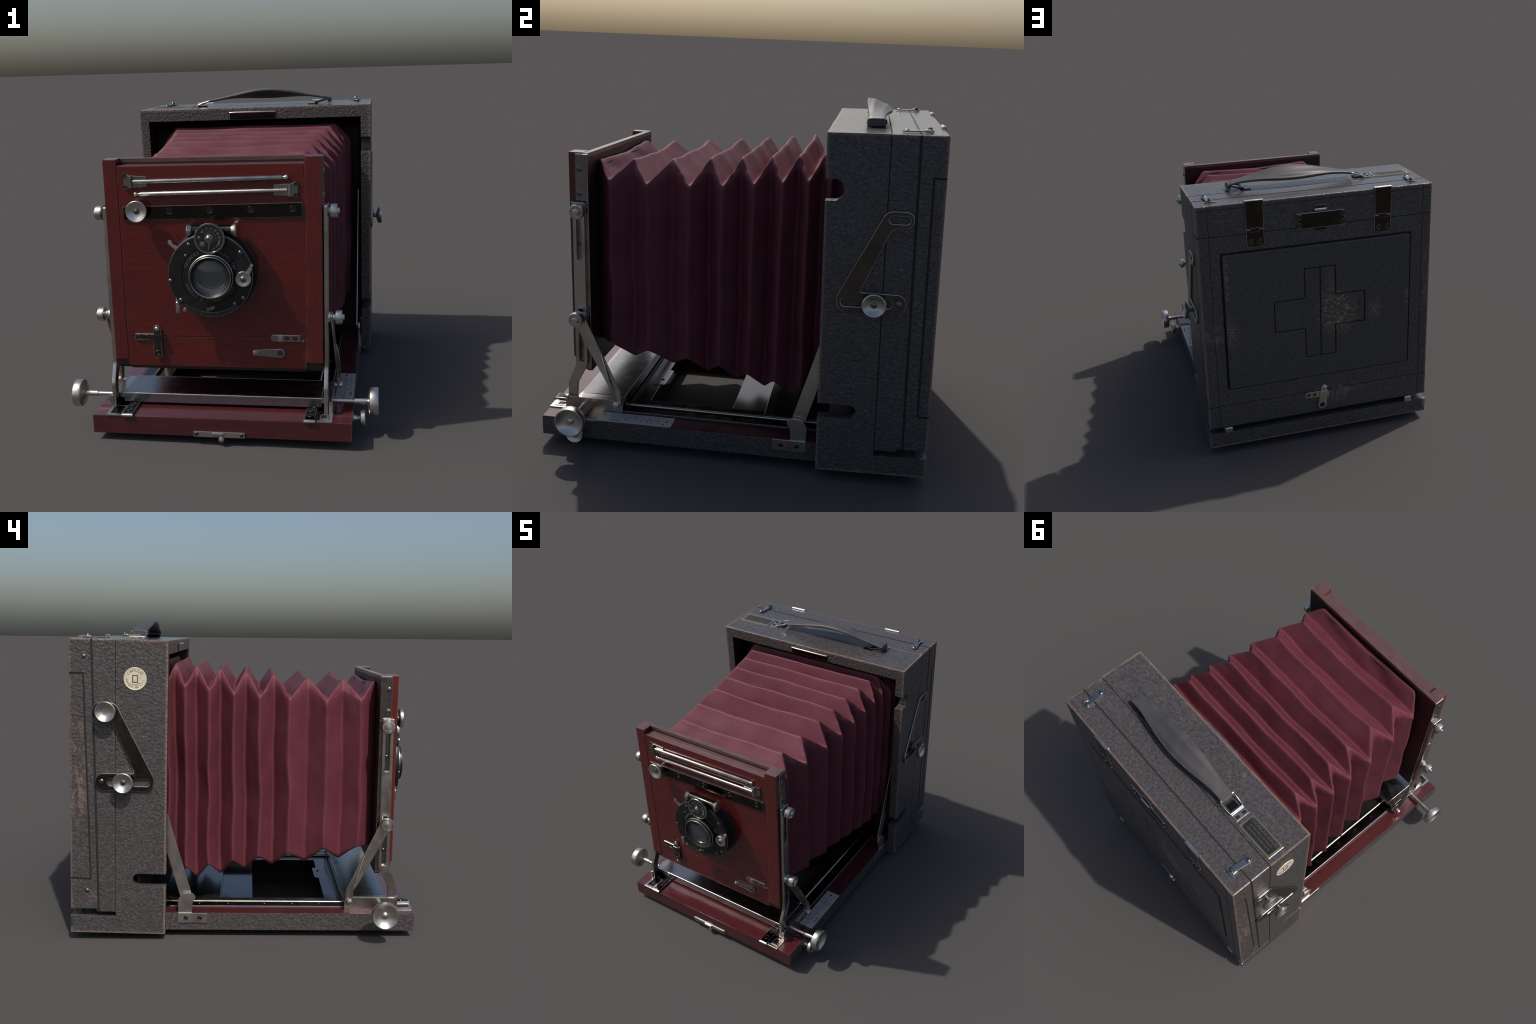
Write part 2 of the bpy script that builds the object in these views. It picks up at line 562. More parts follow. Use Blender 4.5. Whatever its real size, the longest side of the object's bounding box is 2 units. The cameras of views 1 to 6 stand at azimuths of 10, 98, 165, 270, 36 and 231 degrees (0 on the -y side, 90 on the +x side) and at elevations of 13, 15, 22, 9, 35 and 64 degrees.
shell_outer = rect(-HW, ZB, HW, ZT)
case = plate("camera_case", [shell_outer, rect(-.703, .155, .703, 1.627)], "zx", YF, .716, [LEATHER], None, 0)
base = box("tmpbase", (-HW, .70, ZB), (HW, YB, .146), LEATHER, None, 0)
boolean(case, [base], "UNION")
low_notch = [stadium(.30, .622, .3665, .0365)]
cut = [plate("c1", low_notch, "yz", -.9, .9, LEATHER, None, 0),
       plate("c2", [rect(.30, 1.397, .523, 1.497, .0485)], "yz", .5, .9, LEATHER, None, 0)]
boolean(case, cut)
# long fine seams in the covering
seamcut = []
for x0, x1, y0, y1 in ((-.80, -.7565, .714, .683),):
    pass
bevel_mod(case, .009, 3, 50)
case.data.materials.clear()
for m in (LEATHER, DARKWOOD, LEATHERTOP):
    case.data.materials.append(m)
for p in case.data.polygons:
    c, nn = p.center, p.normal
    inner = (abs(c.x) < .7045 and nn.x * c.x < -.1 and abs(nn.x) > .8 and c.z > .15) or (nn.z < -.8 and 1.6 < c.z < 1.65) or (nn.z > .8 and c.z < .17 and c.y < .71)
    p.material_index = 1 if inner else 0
for p in case.data.polygons:
    if p.normal.z > .6 and p.center.z > 1.69:
        p.material_index = 2
case.data.transform(MBOX)
flatten(case)

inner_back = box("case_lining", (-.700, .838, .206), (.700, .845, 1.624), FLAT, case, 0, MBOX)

# back half: solid block with seams cut in, its rear part hangs a little higher
blk = plate("case_back", [[Vector(p) for p in ((.717, .172), (.826, .172), (.826, .187), (YB, .187), (YB, ZT), (.717, ZT))]], "yz", -HW, HW, [LEATHER], None, 0)
door_u0, door_u1, door_v0, door_v1 = -.626, .6255, .460, 1.392
bx = lambda a, b: box("c", a, b, LEATHER, None, 0)
pocket = box("c", (-.700, .60, .205), (.700, .842, 1.625), FLAT, None, 0)
boolean(blk, [pocket])
boolean(blk, [bx((-door_u1, .955, door_v0), (door_u1, 1.1, door_v1))])
bevel_mod(blk, .009, 3, 50)
G = .0035


def groove(p, q, d=.004, w=.0022):
    """Thin straight cutter between two points, w half-width, running into the surface."""
    p, q = Vector(p), Vector(q)
    t = (q - p)
    L = t.length
    c = box("c", (-w, -d, -L / 2), (w, d, L / 2), SEAM, None, 0)
    m = Vector((0, 0, 1)).rotation_difference(t).to_matrix().to_4x4()
    c.data.transform(Matrix.Translation((p + q) / 2) @ m)
    return c


cuts = []
for s, (ya, yb), (yc, yd) in ((-1, (.848, .812), (.892, .856)), (1, (.846, .854), (.913, .914))):
    x = s * HW
    cuts.append(groove((x, yb, .17), (x, ya, 1.72), .006, .0024))
    cuts.append(groove((x, yd, .366), (x, yc, 1.516), .005, .0026))
    cuts.append(groove((x, yd - .002, .366), (x, 1.0, .37), .005, .0032))
    cuts.append(groove((x, yc - .002, 1.516), (x, 1.0, 1.512), .005, .0032))
cuts.append(groove((-.80, .846, ZT), (.80, .846, ZT), .005, .0026))
cuts.append(groove((-.80, YB, 1.506), (.80, YB, 1.506), .004, .0022))
cuts.append(groove((-.80, YB, .350), (.80, YB, .350), .004, .0020))
cuts.append(groove((-.80, YB, 1.672), (.80, YB, 1.672), .0015, .0016))
cuts.append(groove((-.702, YB, .18), (-.702, YB, 1.75), .0022, .0018))
cuts.append(groove((.690, YB, .18), (.690, YB, 1.75), .0022, .0018))
for c in cuts:                                  # cutters overlap, so cut one after the other
    boolean(blk, [c])
blk.data.materials.append(LEATHERTOP)
for p in blk.data.polygons:
    if p.normal.z > .6 and p.center.z > ZT - .0015:
        p.material_index = len(blk.data.materials) - 1
blk.data.transform(MBOX)
flatten(blk)

# door in the back, with a cross-shaped inlay of two halves
bk = "zx"     # u = -x
y0, y1 = .950, .9815
cr = dict(l=-.303, r=.310, t=1.236, b=.612, al=-.101, ar=.110, at=1.036, ab=.817)
cx = [(cr["al"], cr["t"]), (cr["ar"], cr["t"]), (cr["ar"], cr["at"]), (cr["r"], cr["at"]), (cr["r"], cr["ab"]), (cr["ar"], cr["ab"]),
      (cr["ar"], cr["b"]), (cr["al"], cr["b"]), (cr["al"], cr["ab"]), (cr["l"], cr["ab"]), (cr["l"], cr["at"]), (cr["al"], cr["at"])]
door = plate("back_door", [rect(-.615, .468, .617, 1.384, .006), [Vector(p) for p in cx]], bk, y0, y1, [DOOR], blk, .0075, MBOX)
e, m = .0065, .006
left = [(cr["al"] + e, cr["t"] - e), (m - .0035, cr["t"] - e), (m - .0035, cr["b"] + e), (cr["al"] + e, cr["b"] + e), (cr["al"] + e, cr["ab"] + e), (cr["l"] + e, cr["ab"] + e), (cr["l"] + e, cr["at"] - e), (cr["al"] + e, cr["at"] - e)]
right = [(m + .0035, cr["t"] - e), (cr["ar"] - e, cr["t"] - e), (cr["ar"] - e, cr["at"] - e), (cr["r"] - e, cr["at"] - e), (cr["r"] - e, cr["ab"] + e), (cr["ar"] - e, cr["ab"] + e), (cr["ar"] - e, cr["b"] + e), (m + .0035, cr["b"] + e)]
plate("cross_inlay", [[Vector(p) for p in left]], bk, y0, y1 - .0045, [DOOR], blk, .005, MBOX)
plate("cross_inlay", [[Vector(p) for p in right]], bk, y0, y1 - .0030, [DOOR], blk, .005, MBOX)
box("door_bed", (-.60, .951, .48), (.60, .9715, 1.37), SEAM, blk, 0, MBOX)
box("door_recess", (-.6245, .954, .4615), (.6250, .9560, 1.3905), SEAM, blk, 0, MBOX)

# fittings on the back
for x in (.404, -.426):
    u = -x
    h = plate("hinge_strap", [rounded([(u - .056, 1.533, .004), (u + .056, 1.533, .004), (u + .056, 1.712, .002), (u - .056, 1.712, .002)])], bk, YB - .002, YB + .008, [DARKMIRROR, NICKEL], blk, .0036, MBOX)
    plate("hinge_leaf", [rounded([(u - .056, 1.424, .012), (u, 1.410, .15), (u + .056, 1.424, .012), (u + .056, 1.530, .003), (u - .056, 1.530, .003)])], bk, YB - .002, YB + .007, [DARKMIRROR, NICKEL], h, .0034, MBOX)
    tube("hinge_lip", [(x - .057, YB - .004, ZT + .001), (x + .057, YB - .004, ZT + .001)], .0115, NICKEL, h, 14, MBOX)
    plate("hinge_tab", [rect(u - .03, 1.513, u + .03, 1.54, .002)], bk, YB + .004, YB + .0095, [DARKMIRROR, NICKEL], h, .0015, MBOX)
    for k in (-.029, .029):
        screw((x + k, YB + .007, 1.45), (0, 1, 0), .018, h, CUPSCREW, MBOX)
lk = plate("lock_plate", [rect(-.140, 1.495, .172, 1.597, .006)], bk, YB - .002, YB + .008, [DARKMIRROR, NICKEL], blk, .0036, MBOX)
for k in (-.123, .155):
    for zz in (1.520, 1.573):
        screw((-k, YB + .008, zz), (0, 1, 0), .018, lk, CUPSCREW, MBOX)
plate("lock_tab", [rect(-.026, 1.475, .052, 1.64, .004)], bk, YB - .002, YB + .0055, [DARKMIRROR, NICKEL], lk, .0018, MBOX)
tube("lock_lip", [(-.049, YB + .012, 1.612), (.026, YB + .012, 1.612)], .009, NICKEL, lk, 12, MBOX)
la = plate("turn_latch", [capsule((.008, .243), (.022, .372), .031, .022)], bk, YB + .003, YB + .011, [NICKEL], blk, .002, MBOX)
plate("latch_strap", [rounded([(-.108, .306, .004), (.05, .300, .02), (.05, .345, .02), (-.108, .347, .004)])], bk, YB - .001, YB + .006, [NICKEL], la, .0015, MBOX)
plate("latch_bridge", [rect(-.01, .296, .054, .348, .012)], bk, YB + .006, YB + .017, [NICKEL], la, .003, MBOX)
for uu, zz, rr in ((-.085, .327, .013), (-.045, .326, .013)):
    screw((-uu, YB + .006, zz), (0, 1, 0), rr, la, CUPSCREW, MBOX)
lathe("latch_pivot", [(0, .010), (.010, .009), (.015, .004), (.016, 0), (.016, -.01)], (-.022, YB + .013, .372), (0, 1, 0), SATIN, la, 20, MBOX)
lathe("latch_hole", [(0, .002), (.015, .002), (.018, .0), (.018, -.005)], (-.008, YB + .0115, .243), (0, 1, 0), DARKMIRROR, la, 20, MBOX)
for x in (.635, -.635):
    box("case_foot", (x - .027, YB - .05, .140), (x + .027, YB + .004, .186), SATIN, blk, .010, MBOX, 3)
box("corner_cap", (-HW - .002, YB - .012, .085), (-HW + .022, YB + .0022, .1475), GREYMETAL, case, .003, MBOX)

# screws in the left side
for yy, zz in ((.889, 1.607), (.876, .297)):
    screw((-HW, yy, zz), (-1, 0, 0), .0125, blk, SCREW, MBOX)

# ivory maker's disc on the left side
by, bz = .612, 1.4945
badge = lathe("round_badge", [(0, .0022), (.034, .0022), (.056, .0024), (.058, .0036), (.061, .0036), (.0625, .0015), (.063, -.002)], (-HW, by, bz), (-1, 0, 0), IVORY, case, 48, MBOX)
SIDE = Matrix(((0, 0, -1, 0), (-1, 0, 0, 0), (0, 1, 0, 0), (0, 0, 0, 1)))   # u=-y v=z w=-x


def ring_text(body, cu, cv, r, a0, a1, size, frame, w, mat, parent, name, M=ID, inward=False):
    """Letters set round a circle, angles in degrees clockwise from the top."""
    for k, ch in enumerate(body):
        if ch == " ":
            continue
        a = math.radians(a0 + (a1 - a0) * k / max(1, len(body) - 1))
        o = text(name, ch, size, "xy", 0, 0, 0, mat, parent)
        T = Matrix.Translation((cu + r * math.sin(a), cv + r * math.cos(a), w)) @ Matrix.Rotation(-a + (math.pi if inward else 0), 4, "Z")
        o.data.transform(M @ frame @ T)


ring_text("CAMULD", -by, bz, .045, -52, 48, .020, SIDE, HW + .0026, INK, badge, "badge_letter", MBOX)
ring_text("PATENT NO VIII", -by, bz, .046, 262, 98, .014, SIDE, HW + .0026, INK, badge, "badge_letter", MBOX, True)
ring_text("LONDON", -by, bz, .033, 225, 135, .011, SIDE, HW + .0026, INK, badge, "badge_letter", MBOX, True)
o = plate("badge_frame", [rect(-by - .016, bz - .021, -by + .016, bz + .021, .001), rect(-by - .010, bz - .015, -by + .011, bz + .016, .001)], "xy", HW + .0018, HW + .0032, [INK], badge, .0003)
o.data.transform(MBOX @ SIDE)

# front pull at the top edge of the case opening
pull = plate("front_pull", [rect(-.150, 1.632, .150, 1.672, .002)], "xz", -YF - .001, -YF + .005, [DARKMIRROR], case, .001, MBOX)
tube("pull_lip", [(-.150, YF - .004, 1.672), (-.12, YF - .010, 1.674), (.12, YF - .010, 1.674), (.150, YF - .004, 1.672)], .0065, NICKEL, pull, 12, MBOX)

# ------------------------------------------------------------------ top of the case
# padded strap handle
sec = []
NX = 72
xa, xb = .497, -.335
bm = bmesh.new()
NK = 56
for i in range(NX + 1):
    t = i / NX
    x = xa + (xb - xa) * t
    mid = math.sin(math.pi * min(1, max(0, (t - .06) / .88))) if .06 < t < .94 else 0
    bulge = mid ** 1.6
    hw = .041 + .031 * bulge
    yc = .652 + .012 * bulge
    arch = 1.742 + .0390 * (1 - ((t - .50) / .50) ** 2) ** 1.15 + (-.004 if t > .5 else 0) * (t - .5)
    th = .0095 + .0050 * bulge
    tilt = -.42 * bulge
    if t < .02:
        arch -= .004
    ring = []
    for k in range(NK):
        a = 2 * math.pi * k / NK
        ca, sa = math.cos(a), math.sin(a)
        pu = hw * math.copysign(abs(ca) ** .45, ca)
        pw = th * math.copysign(abs(sa) ** .55, sa)
        crown = .004 * bulge * (1 - (pu / hw) ** 2) if pw > 0 else 0
        pw += crown
        if sa > 0:
            pw += .0042 * bulge * (math.exp(-((abs(pu) / hw - .48) / .10) ** 2) - .5 * math.exp(-((abs(pu) / hw - .80) / .07) ** 2))
        ring.append(bm.verts.new((x, yc + pu * math.cos(tilt) - pw * math.sin(tilt), arch + pu * math.sin(tilt) + pw * math.cos(tilt))))
    sec.append(ring)
for i in range(NX):
    for k in range(NK):
        bm.faces.new((sec[i][k], sec[i][(k + 1) % NK], sec[i + 1][(k + 1) % NK], sec[i + 1][k]))
bm.faces.new(sec[0]); bm.faces.new(sec[-1])
handle = from_bm("carrying_handle", bm, None, [STRAP], MBOX, 50)
for x, zz in ((.405, 1.7585), (-.240, 1.7575)):
    lathe("handle_rivet", [(0, .006), (.008, .005), (.012, .001), (.0125, -.006)], (x, .652, zz), (0, 0, 1), SCREWMETAL, handle, 18, MBOX)


def buckle(x0, x1, zz0, zz1, plate_x0, plate_x1, parent, mat):
    """Wire loop that ties the strap to a foot plate screwed on the case."""
    ring = [(x0, .608, zz0), (x0, .696, zz0), ((x0 + x1) / 2, .698, (zz0 + zz1) / 2), (x1, .696, zz1), (x1, .608, zz1), ((x0 + x1) / 2, .606, (zz0 + zz1) / 2)]
    b = tube("handle_buckle", ring, .0052, mat, parent, 8, MBOX, None, True)
    box("buckle_foot", (min(plate_x0, plate_x1), .606, ZT), (max(plate_x0, plate_x1), .695, ZT + .006), mat, b, .002, MBOX)
    tube("buckle_bar", [(x1, .612, ZT + .009), (x1, .692, ZT + .009)], .010, mat, b, 12, MBOX)
    return b


b1 = buckle(-.325, -.405, 1.744, 1.714, -.395, -.458, handle, NICKEL)
for yy in (.628, .674):
    screw((-.440, yy, ZT + .006), (0, 0, 1), .012, b1, CUPSCREW, MBOX)
box("strap_tongue", (-.395, .625, ZT + .001), (-.345, .678, ZT + .010), DARKMIRROR, b1, .003, MBOX)
b2 = buckle(.492, .405, 1.738, 1.714, .405, .350, handle, DARKMIRROR)
box("strap_keeper", (.480, .612, ZT + .008), (.503, .694, 1.738), STRAP, b2, .004, MBOX)

# little turn latches near the back corners
for x, xe, sgn in ((.670, .655, 1), (-.664, -.651, -1)):
    l = plate("top_latch", [capsule((x, .785), (xe, .892), .0195, .017)], "xy", ZT + .004, ZT + .011, [GREYMETAL], blk, .002, MBOX)
    plate("latch_seat", [rounded([(xe - .040, .892, .004), (xe + .034, .886, .004), (xe + .036, .902, .006), (xe - .034, .908, .006)])], "xy", ZT - .001, ZT + .005, [GREYMETAL], l, .0015, MBOX)
    lathe("latch_ball", [(0, .016), (.008, .014), (.0125, .007), (.012, 0), (.010, -.004)], (xe, .888, ZT + .010), (0, 0, 1), SCREWMETAL, l, 18, MBOX)
    box("latch_stop", (xe + sgn * .020 - .006, .866, ZT + .002), (xe + sgn * .020 + .006, .895, ZT + .016), SATIN, l, .004, MBOX)
    screw((x, .785, ZT + .011), (0, 0, 1), .015, l, SCREW, MBOX)

# name plate
npl = plate("name_plate", [rect(-.728, .596, -.478, .699, .001)], "xy", ZT - .001, ZT + .004, [BRASS], case, .0012, MBOX)
plate("plate_enamel", [rounded([(-.715, .606, .012), (-.491, .606, .012), (-.491, .689, .012), (-.715, .689, .012)])], "xy", ZT + .0035, ZT + .0048, [PLATEBLACK], npl, .0005, MBOX)
TOPTEXT = Matrix(((-1, 0, 0, 0), (0, -1, 0, 0), (0, 0, 1, 0), (0, 0, 0, 1)))
for body, size, yy in (("THORELAN SEALED", .024, .622), ("BY WALTER & CO MAKERS", .0145, .646), ("BROADWAY WORKS NO 18", .0135, .668)):
    o = text("plate_lettering", body, size, "xy", 0, 0, 0, GILT, npl)
    o.data.transform(MBOX @ Matrix.Translation((-.603, yy, ZT + .0050)) @ TOPTEXT)

# ------------------------------------------------------------------ side brackets on the case
arm_out = rounded([(.509, .877, .046), (.829, .877, .048), (.829, .975, .048), (.614, .979, .006), (.748, 1.283, .05), (.842, 1.283, .04), (.842, 1.364, .04), (.716, 1.364, .05), (.504, .955, .05)], 8)
slot_lo = stadium(.527, .760, .9265, .0185)
slot_up = stadium(.730, .822, 1.323, .017)
for s in (1, -1):
    x0 = s * (HW - .001)
    x1 = s * (HW + .013)
    br = plate("shift_bracket", [arm_out, slot_lo, slot_up], "yz", min(x0, x1), max(x0, x1), [BRACKET, BRACKETRIM], None, .0042, MBOX)
    screw((s * (HW + .012), .793, .929), (s, 0, 0), .015, br, SCREW, MBOX)
    knobs = [(.679, .932)] if s > 0 else [(.668, .932)]
    if s < 0:
        knobs.append((.763, 1.318))
    for ky, kz in knobs:
        r = .056
        kn = lathe("thumb_knob", [(.014, -.002), (.022, .004), (.022, .012), (.014, .02), (.016, .034), (.040, .043), (.052, .047), (r, .054), (r, .069), (r - .004, .073), (r - .008, .071), (.040, .061), (.022, .053), (.016, .052), (0, .052)], (s * HW, ky, kz), (s, 0, 0), SATIN, br, 48, MBOX)
        if kz < 1.2:
            screw((s * (HW + .052), ky, kz), (s, 0, 0), .0155, kn, SCREW, MBOX)

# ------------------------------------------------------------------ bellows
folds = [  # y, top, half width, bottom : valley of the top is the crest of the sides
    (-.752, 1.462, .402, .500), (-.736, 1.466, .425, .490),
    (-.666, 1.374, .510, .505), (-.563, 1.475, .418, .412), (-.466, 1.368, .540, .492), (-.356, 1.488, .432, .396),
    (-.250, 1.375, .562, .470), (-.161, 1.507, .440, .372), (-.082, 1.388, .574, .452), (.002, 1.526, .455, .350),
    (.070, 1.407, .587, .430), (.148, 1.541, .470, .328), (.210, 1.424, .598, .408), (.285, 1.558, .490, .310),
    (.340, 1.440, .607, .395), (.405, 1.570, .510, .325), (.444, 1.450, .615, .412), (.480, 1.586, .530, .400),
    (.510, 1.466, .640, .430), (.545, 1.570, .545, .420), (.575, 1.470, .640, .430), (.610, 1.56, .555, .420)]
F = np.array(folds)
ys = np.linspace(-.752, .610, 420)
dy = ys[1] - ys[0]


def blur(v, sig):
    k = np.arange(-14, 15) * dy
    g = np.exp(-.5 * (k / sig) ** 2)
    g /= g.sum()
    return np.convolve(np.pad(v, 14, mode="edge"), g, mode="valid")


def smoothed(v, sig):
    """Round the folds off without losing their height."""
    v = np.interp(ys, F[:, 0], v)
    s = blur(v, sig)
    return blur(v + 1.0 * (v - s), sig)


SIG = .0095
crest = np.array([1.0 if k >= 3 and k % 2 else 0.0 for k in range(len(F))])   # sections where the top stands up
zt = smoothed(F[:, 1] + .006 * crest, SIG)
zb_ = smoothed(F[:, 3] - .010 * crest, SIG)
hw_ = smoothed(F[:, 2] + .022 * crest + .007, SIG)
crestness = smoothed(crest, SIG)        # half width at mid height
cw = smoothed(.024 * crest + .009, SIG)                   # width cut off at the corners
ch = smoothed(.046 * crest + .014, SIG)                   # height cut off at the corners


def bellows_ring(top, hw, bot, cx, cz):
    """Points round one section, starting at the middle of the top; corners are cut and eased."""
    nt, ns, nc = 26, 34, 9
    quarter = [(x, top) for x in np.linspace(0, hw - cx * 1.25, nt)]

    def corner(zc, sgn):
        out = []
        p0, p1 = np.array((hw - cx * 1.25, zc)), np.array((hw, zc - sgn * cz * 1.25))
        m0, m1 = np.array((hw - cx * .86, zc - sgn * cz * .06)), np.array((hw - cx * .06, zc - sgn * cz * .80))
        for t in np.linspace(0, 1, nc + 2)[1:-1]:
            out.append(tuple((1 - t) ** 3 * p0 + 3 * (1 - t) ** 2 * t * m0 + 3 * (1 - t) * t * t * m1 + t ** 3 * p1))
        return out
    quarter += corner(top, 1)
    upper = top - cz * 1.25
    cx, cz = cx * .75, cz * .42
    quarter += [(hw, z) for z in np.linspace(upper, bot + cz * 1.25, ns)]
    quarter += corner(bot, -1)[::-1]
    quarter += [(x, bot) for x in np.linspace(hw - cx * 1.25, 0, nt)]
    return quarter + [(-x, z) for x, z in quarter[-2:0:-1]]


bm = bmesh.new()
rings = []
for i, y in enumerate(ys):
    ring = []
    for x, z in bellows_ring(zt[i], hw_[i], zb_[i], cw[i], ch[i]):
        p = Vector((x, y, z))
        wob = Vector((noise.noise(p * 3.1), noise.noise(p * 3.1 + Vector((9, 2, 4))), noise.noise(p * 3.3 + Vector((1, 7, 3)))))
        fine = noise.noise(Vector((x * 9, y * 16, z * 9)))
        crush = math.exp(-((y + .70) / .045) ** 2)
        q = p + wob * .0090 + Vector((0, .006 * noise.noise(p * 6.0), 0))
        sx = 1 if abs(x) > .40 else 0
        q.z += fine * .0018 * (1 - sx) + crush * .010 * noise.noise(Vector((x * 7, y * 22, 5)))
        q.x += fine * .0022 * sx * math.copysign(1, x)
        # side folds sink deeper half way up, more on the left; corners are crumpled
        tz = (z - zb_[i]) / (zt[i] - zb_[i])
        if sx:
            deep = .034 * min(1, max(-.6, (y + .35) / .40)) if x < 0 else .024 * min(1, max(-.5, (y + .42) / .30)) * (1 if y < .15 else .4)
            sink = deep * max(0.0, crestness[i]) * (1.15 - .4 * tz) * min(1, max(0, math.sin(math.pi * min(1, tz * 1.08)))) ** .5
            sink *= .85 + .3 * noise.noise(Vector((1.5, y * 5, z * 2.2)))
            q.x -= math.copysign(sink, x)
        q.z -= .013 * min(1, max(0, -y / .45)) * max(0, 1 - (x / .40) ** 2) * min(1, max(0, (tz - .5) * 2))
        corner_ = math.exp(-((abs(x) - hw_[i]) / .06) ** 2) * math.exp(-((z - zt[i] + .05) / .06) ** 2)
        q += Vector((noise.noise(p * 21), 0, noise.noise(p * 21 + Vector((3, 5, 1))))) * .0065 * corner_
        if i == 0:
            q.y = y
        ring.append(bm.verts.new(q))
    rings.append(ring)
NR = len(rings[0])
for i in range(len(rings) - 1):
    for k in range(NR):
        bm.faces.new((rings[i][k], rings[i][(k + 1) % NR], rings[i + 1][(k + 1) % NR], rings[i + 1][k]))
bellows = from_bm("bellows", bm, None, [make_bellows()], ID, 180)
plate("bellows_frame", [rect(-.40, .485, .40, 1.445), rect(-.37, .52, .37, 1.41)], "xz", .728, .7615, [FLAT], bellows, .002)
plate("rear_frame", [[Vector(p) for p in ((-.700, .160), (.700, .160), (.700, 1.54), (.600, 1.54), (.600, .410), (-.600, .410), (-.600, 1.54), (-.700, 1.54))]], "zx", .600, .614, [FLAT], case, .001)
md = bellows.modifiers.new("thick", "SOLIDIFY")
md.thickness, md.offset = .004, -1
apply_mods(bellows, 180)

# ------------------------------------------------------------------ bed
BX0, BX1 = -.687, .708
bed = plate("camera_bed", [rect(BX0, -.980, BX1, .520), rect(-.497, -.58, .497, .50)], "xy", .043, .147, [WOODBED, LEATHER], None, .0035)
for p in bed.data.polygons:
    c, nn = p.center, p.normal
    side = abs(nn.x) > .55 and (c.x > .69 or c.x < -.68)
    p.material_index = 1 if side or nn.z < -.9 else 0
# black lacquered inner floor with an opening; a lower plate shows in its rear part
floor = plate("bed_floor", [rect(-.4965, -.579, .4965, .4995), rect(-.405, -.486, .405, .150)], "xy", .0435, .142, [LACQUER, GREYMETAL], bed, .0012)
for p in floor.data.polygons:
    if abs(p.normal.z) < .3:
        p.material_index = 0
plate("floor_panel", [rect(-.4255, -.047, .4255, .1505, .001)], "xy", .066, .085, [LACQUER, GREYMETAL], bed, .0012)
plate("floor_panel", [rect(-.46, .152, .46, .490, .001)], "xy", .1415, .1490, [LACQUER, GREYMETAL], bed, .001)
tb = plate("floor_tongue", [rounded([(-.01, -.53, .0), (.20, -.53, .0), (.20, -.458, .014), (-.01, -.458, .014)])], "xy", .1415, .1475, [LACQUER, GREYMETAL], bed, .0012)
screw((.13, -.49, .1475), (0, 0, 1), .011, tb)
lathe("tripod_bush", [(.10, .052), (.10, .026), (.094, .020), (.05, .020), (.045, .026), (.045, .05)], (0, .18, 0), (0, 0, 1), GREYMETAL, bed, 40)
box("tripod_block", (-.16, .06, .036), (.16, .31, .060), LEATHER, bed, .006)
for s in (1, -1):
    rail = plate("bed_rail", [rect(min(s * .503, s * .578), -.962, max(s * .503, s * .578), .50, .001)], "xy", .1465, .1535, [RAILMETAL], bed, .0012)
    tube("rail_rod", [(s * .500, -.962, .150), (s * .500, .50, .150)], .0098, RODMETAL, rail, 14)
    tube("rail_bead", [(s * .5795, -.86, .1495), (s * .5795, .44, .1495)], .0034, GREYROUGH, rail, 8)
    tube("rail_strip", [(s * .590, -.80, .1472), (s * .590, .44, .1462)], .0024, DARKWOOD, rail, 8)
    for yy in (-.44, -.28, -.115, .10, .27):
        screw((s * .540, yy, .1530), (0, 0, 1), .0095, rail, CUPSCREW)
    # rail ends at the front of the bed
    st = plate("rail_stop", [rect(min(s * .463, s * .518), -.984, max(s * .463, s * .518), -.835, .003)], "xy", .147, .163, [DARKMIRROR, NICKEL], bed, .003)
    screw((s * .491, -.870, .163), (0, 0, 1), .017, st, CUPSCREW)
    screw((s * .491, -.935, .163), (0, 0, 1), .017, st, CUPSCREW)
    tube("stop_lip", [(s * .460, -.983, .152), (s * .520, -.983, .152)], .0095, NICKEL, st, 12)
    if s > 0:
        pl = plate("end_plate", [rect(.523, -.982, .607, -.862, .003)], "xy", .1465, .1535, [SATIN], bed, .0015)
        plate("end_spring", [rounded([(.540, -.960, .004), (.592, -.960, .004), (.592, -.895, .026), (.540, -.895, .026)]), rounded([(.549, -.945, .004), (.583, -.945, .004), (.583, -.905, .017), (.549, -.905, .017)])], "xy", .1525, .157, [NICKEL], pl, .001)
    else:
        pl = plate("end_plate", [rect(-.608, -.984, -.523, -.862, .003), rect(-.590, -.965, -.535, -.87, .002)], "xy", .1465, .1545, [NICKEL], bed, .0015)
        box("end_well", (-.589, -.964, .1465), (-.536, -.871, .1492), DARKMIRROR, pl, 0)

# brackets that join bed and case
for s, xw in ((1, BX1), (-1, BX0)):
    d = 0 if s > 0 else -.013
    hp = plate("hinge_plate", [rect(.228 + d, .088, .398 + d, .1475, .004)], "yz", min(xw - s * .002, xw + s * .006), max(xw - s * .002, xw + s * .006), [SATIN], bed, .0015)
    for yy in (.272, .352):
        screw((xw + s * .006, yy + d, .118), (s, 0, 0), .0125, hp, CUPSCREW)
    xi = xw - s * .013
    ear = rounded([(.318 + d, .145, .003), (.396 + d, .145, .003), (.398 + d, .225, .05), (.370 + d, .262, .03), (.315 + d, .268, .03), (.292 + d, .235, .018), (.312 + d, .215, .02)], 6)
    plate("hinge_ear", [ear], "yz", min(xi, xi + s * .012), max(xi, xi + s * .012), [SATIN], hp, .002)
    a, b = Vector((.352 + d, .245)), Vector((.595 + d, 1.10))
    xi -= s * .006
    brace = plate("case_brace", [capsule(a, b, .034, .034)], "yz", min(xi - s * .007, xi), max(xi - s * .007, xi), [SATIN], bed, .002)
    lathe("brace_pivot", [(0, .016), (.007, .015), (.009, .012), (.009, 0)], (xi, a.x, a.y), (s, 0, 0), SATIN, brace, 16)

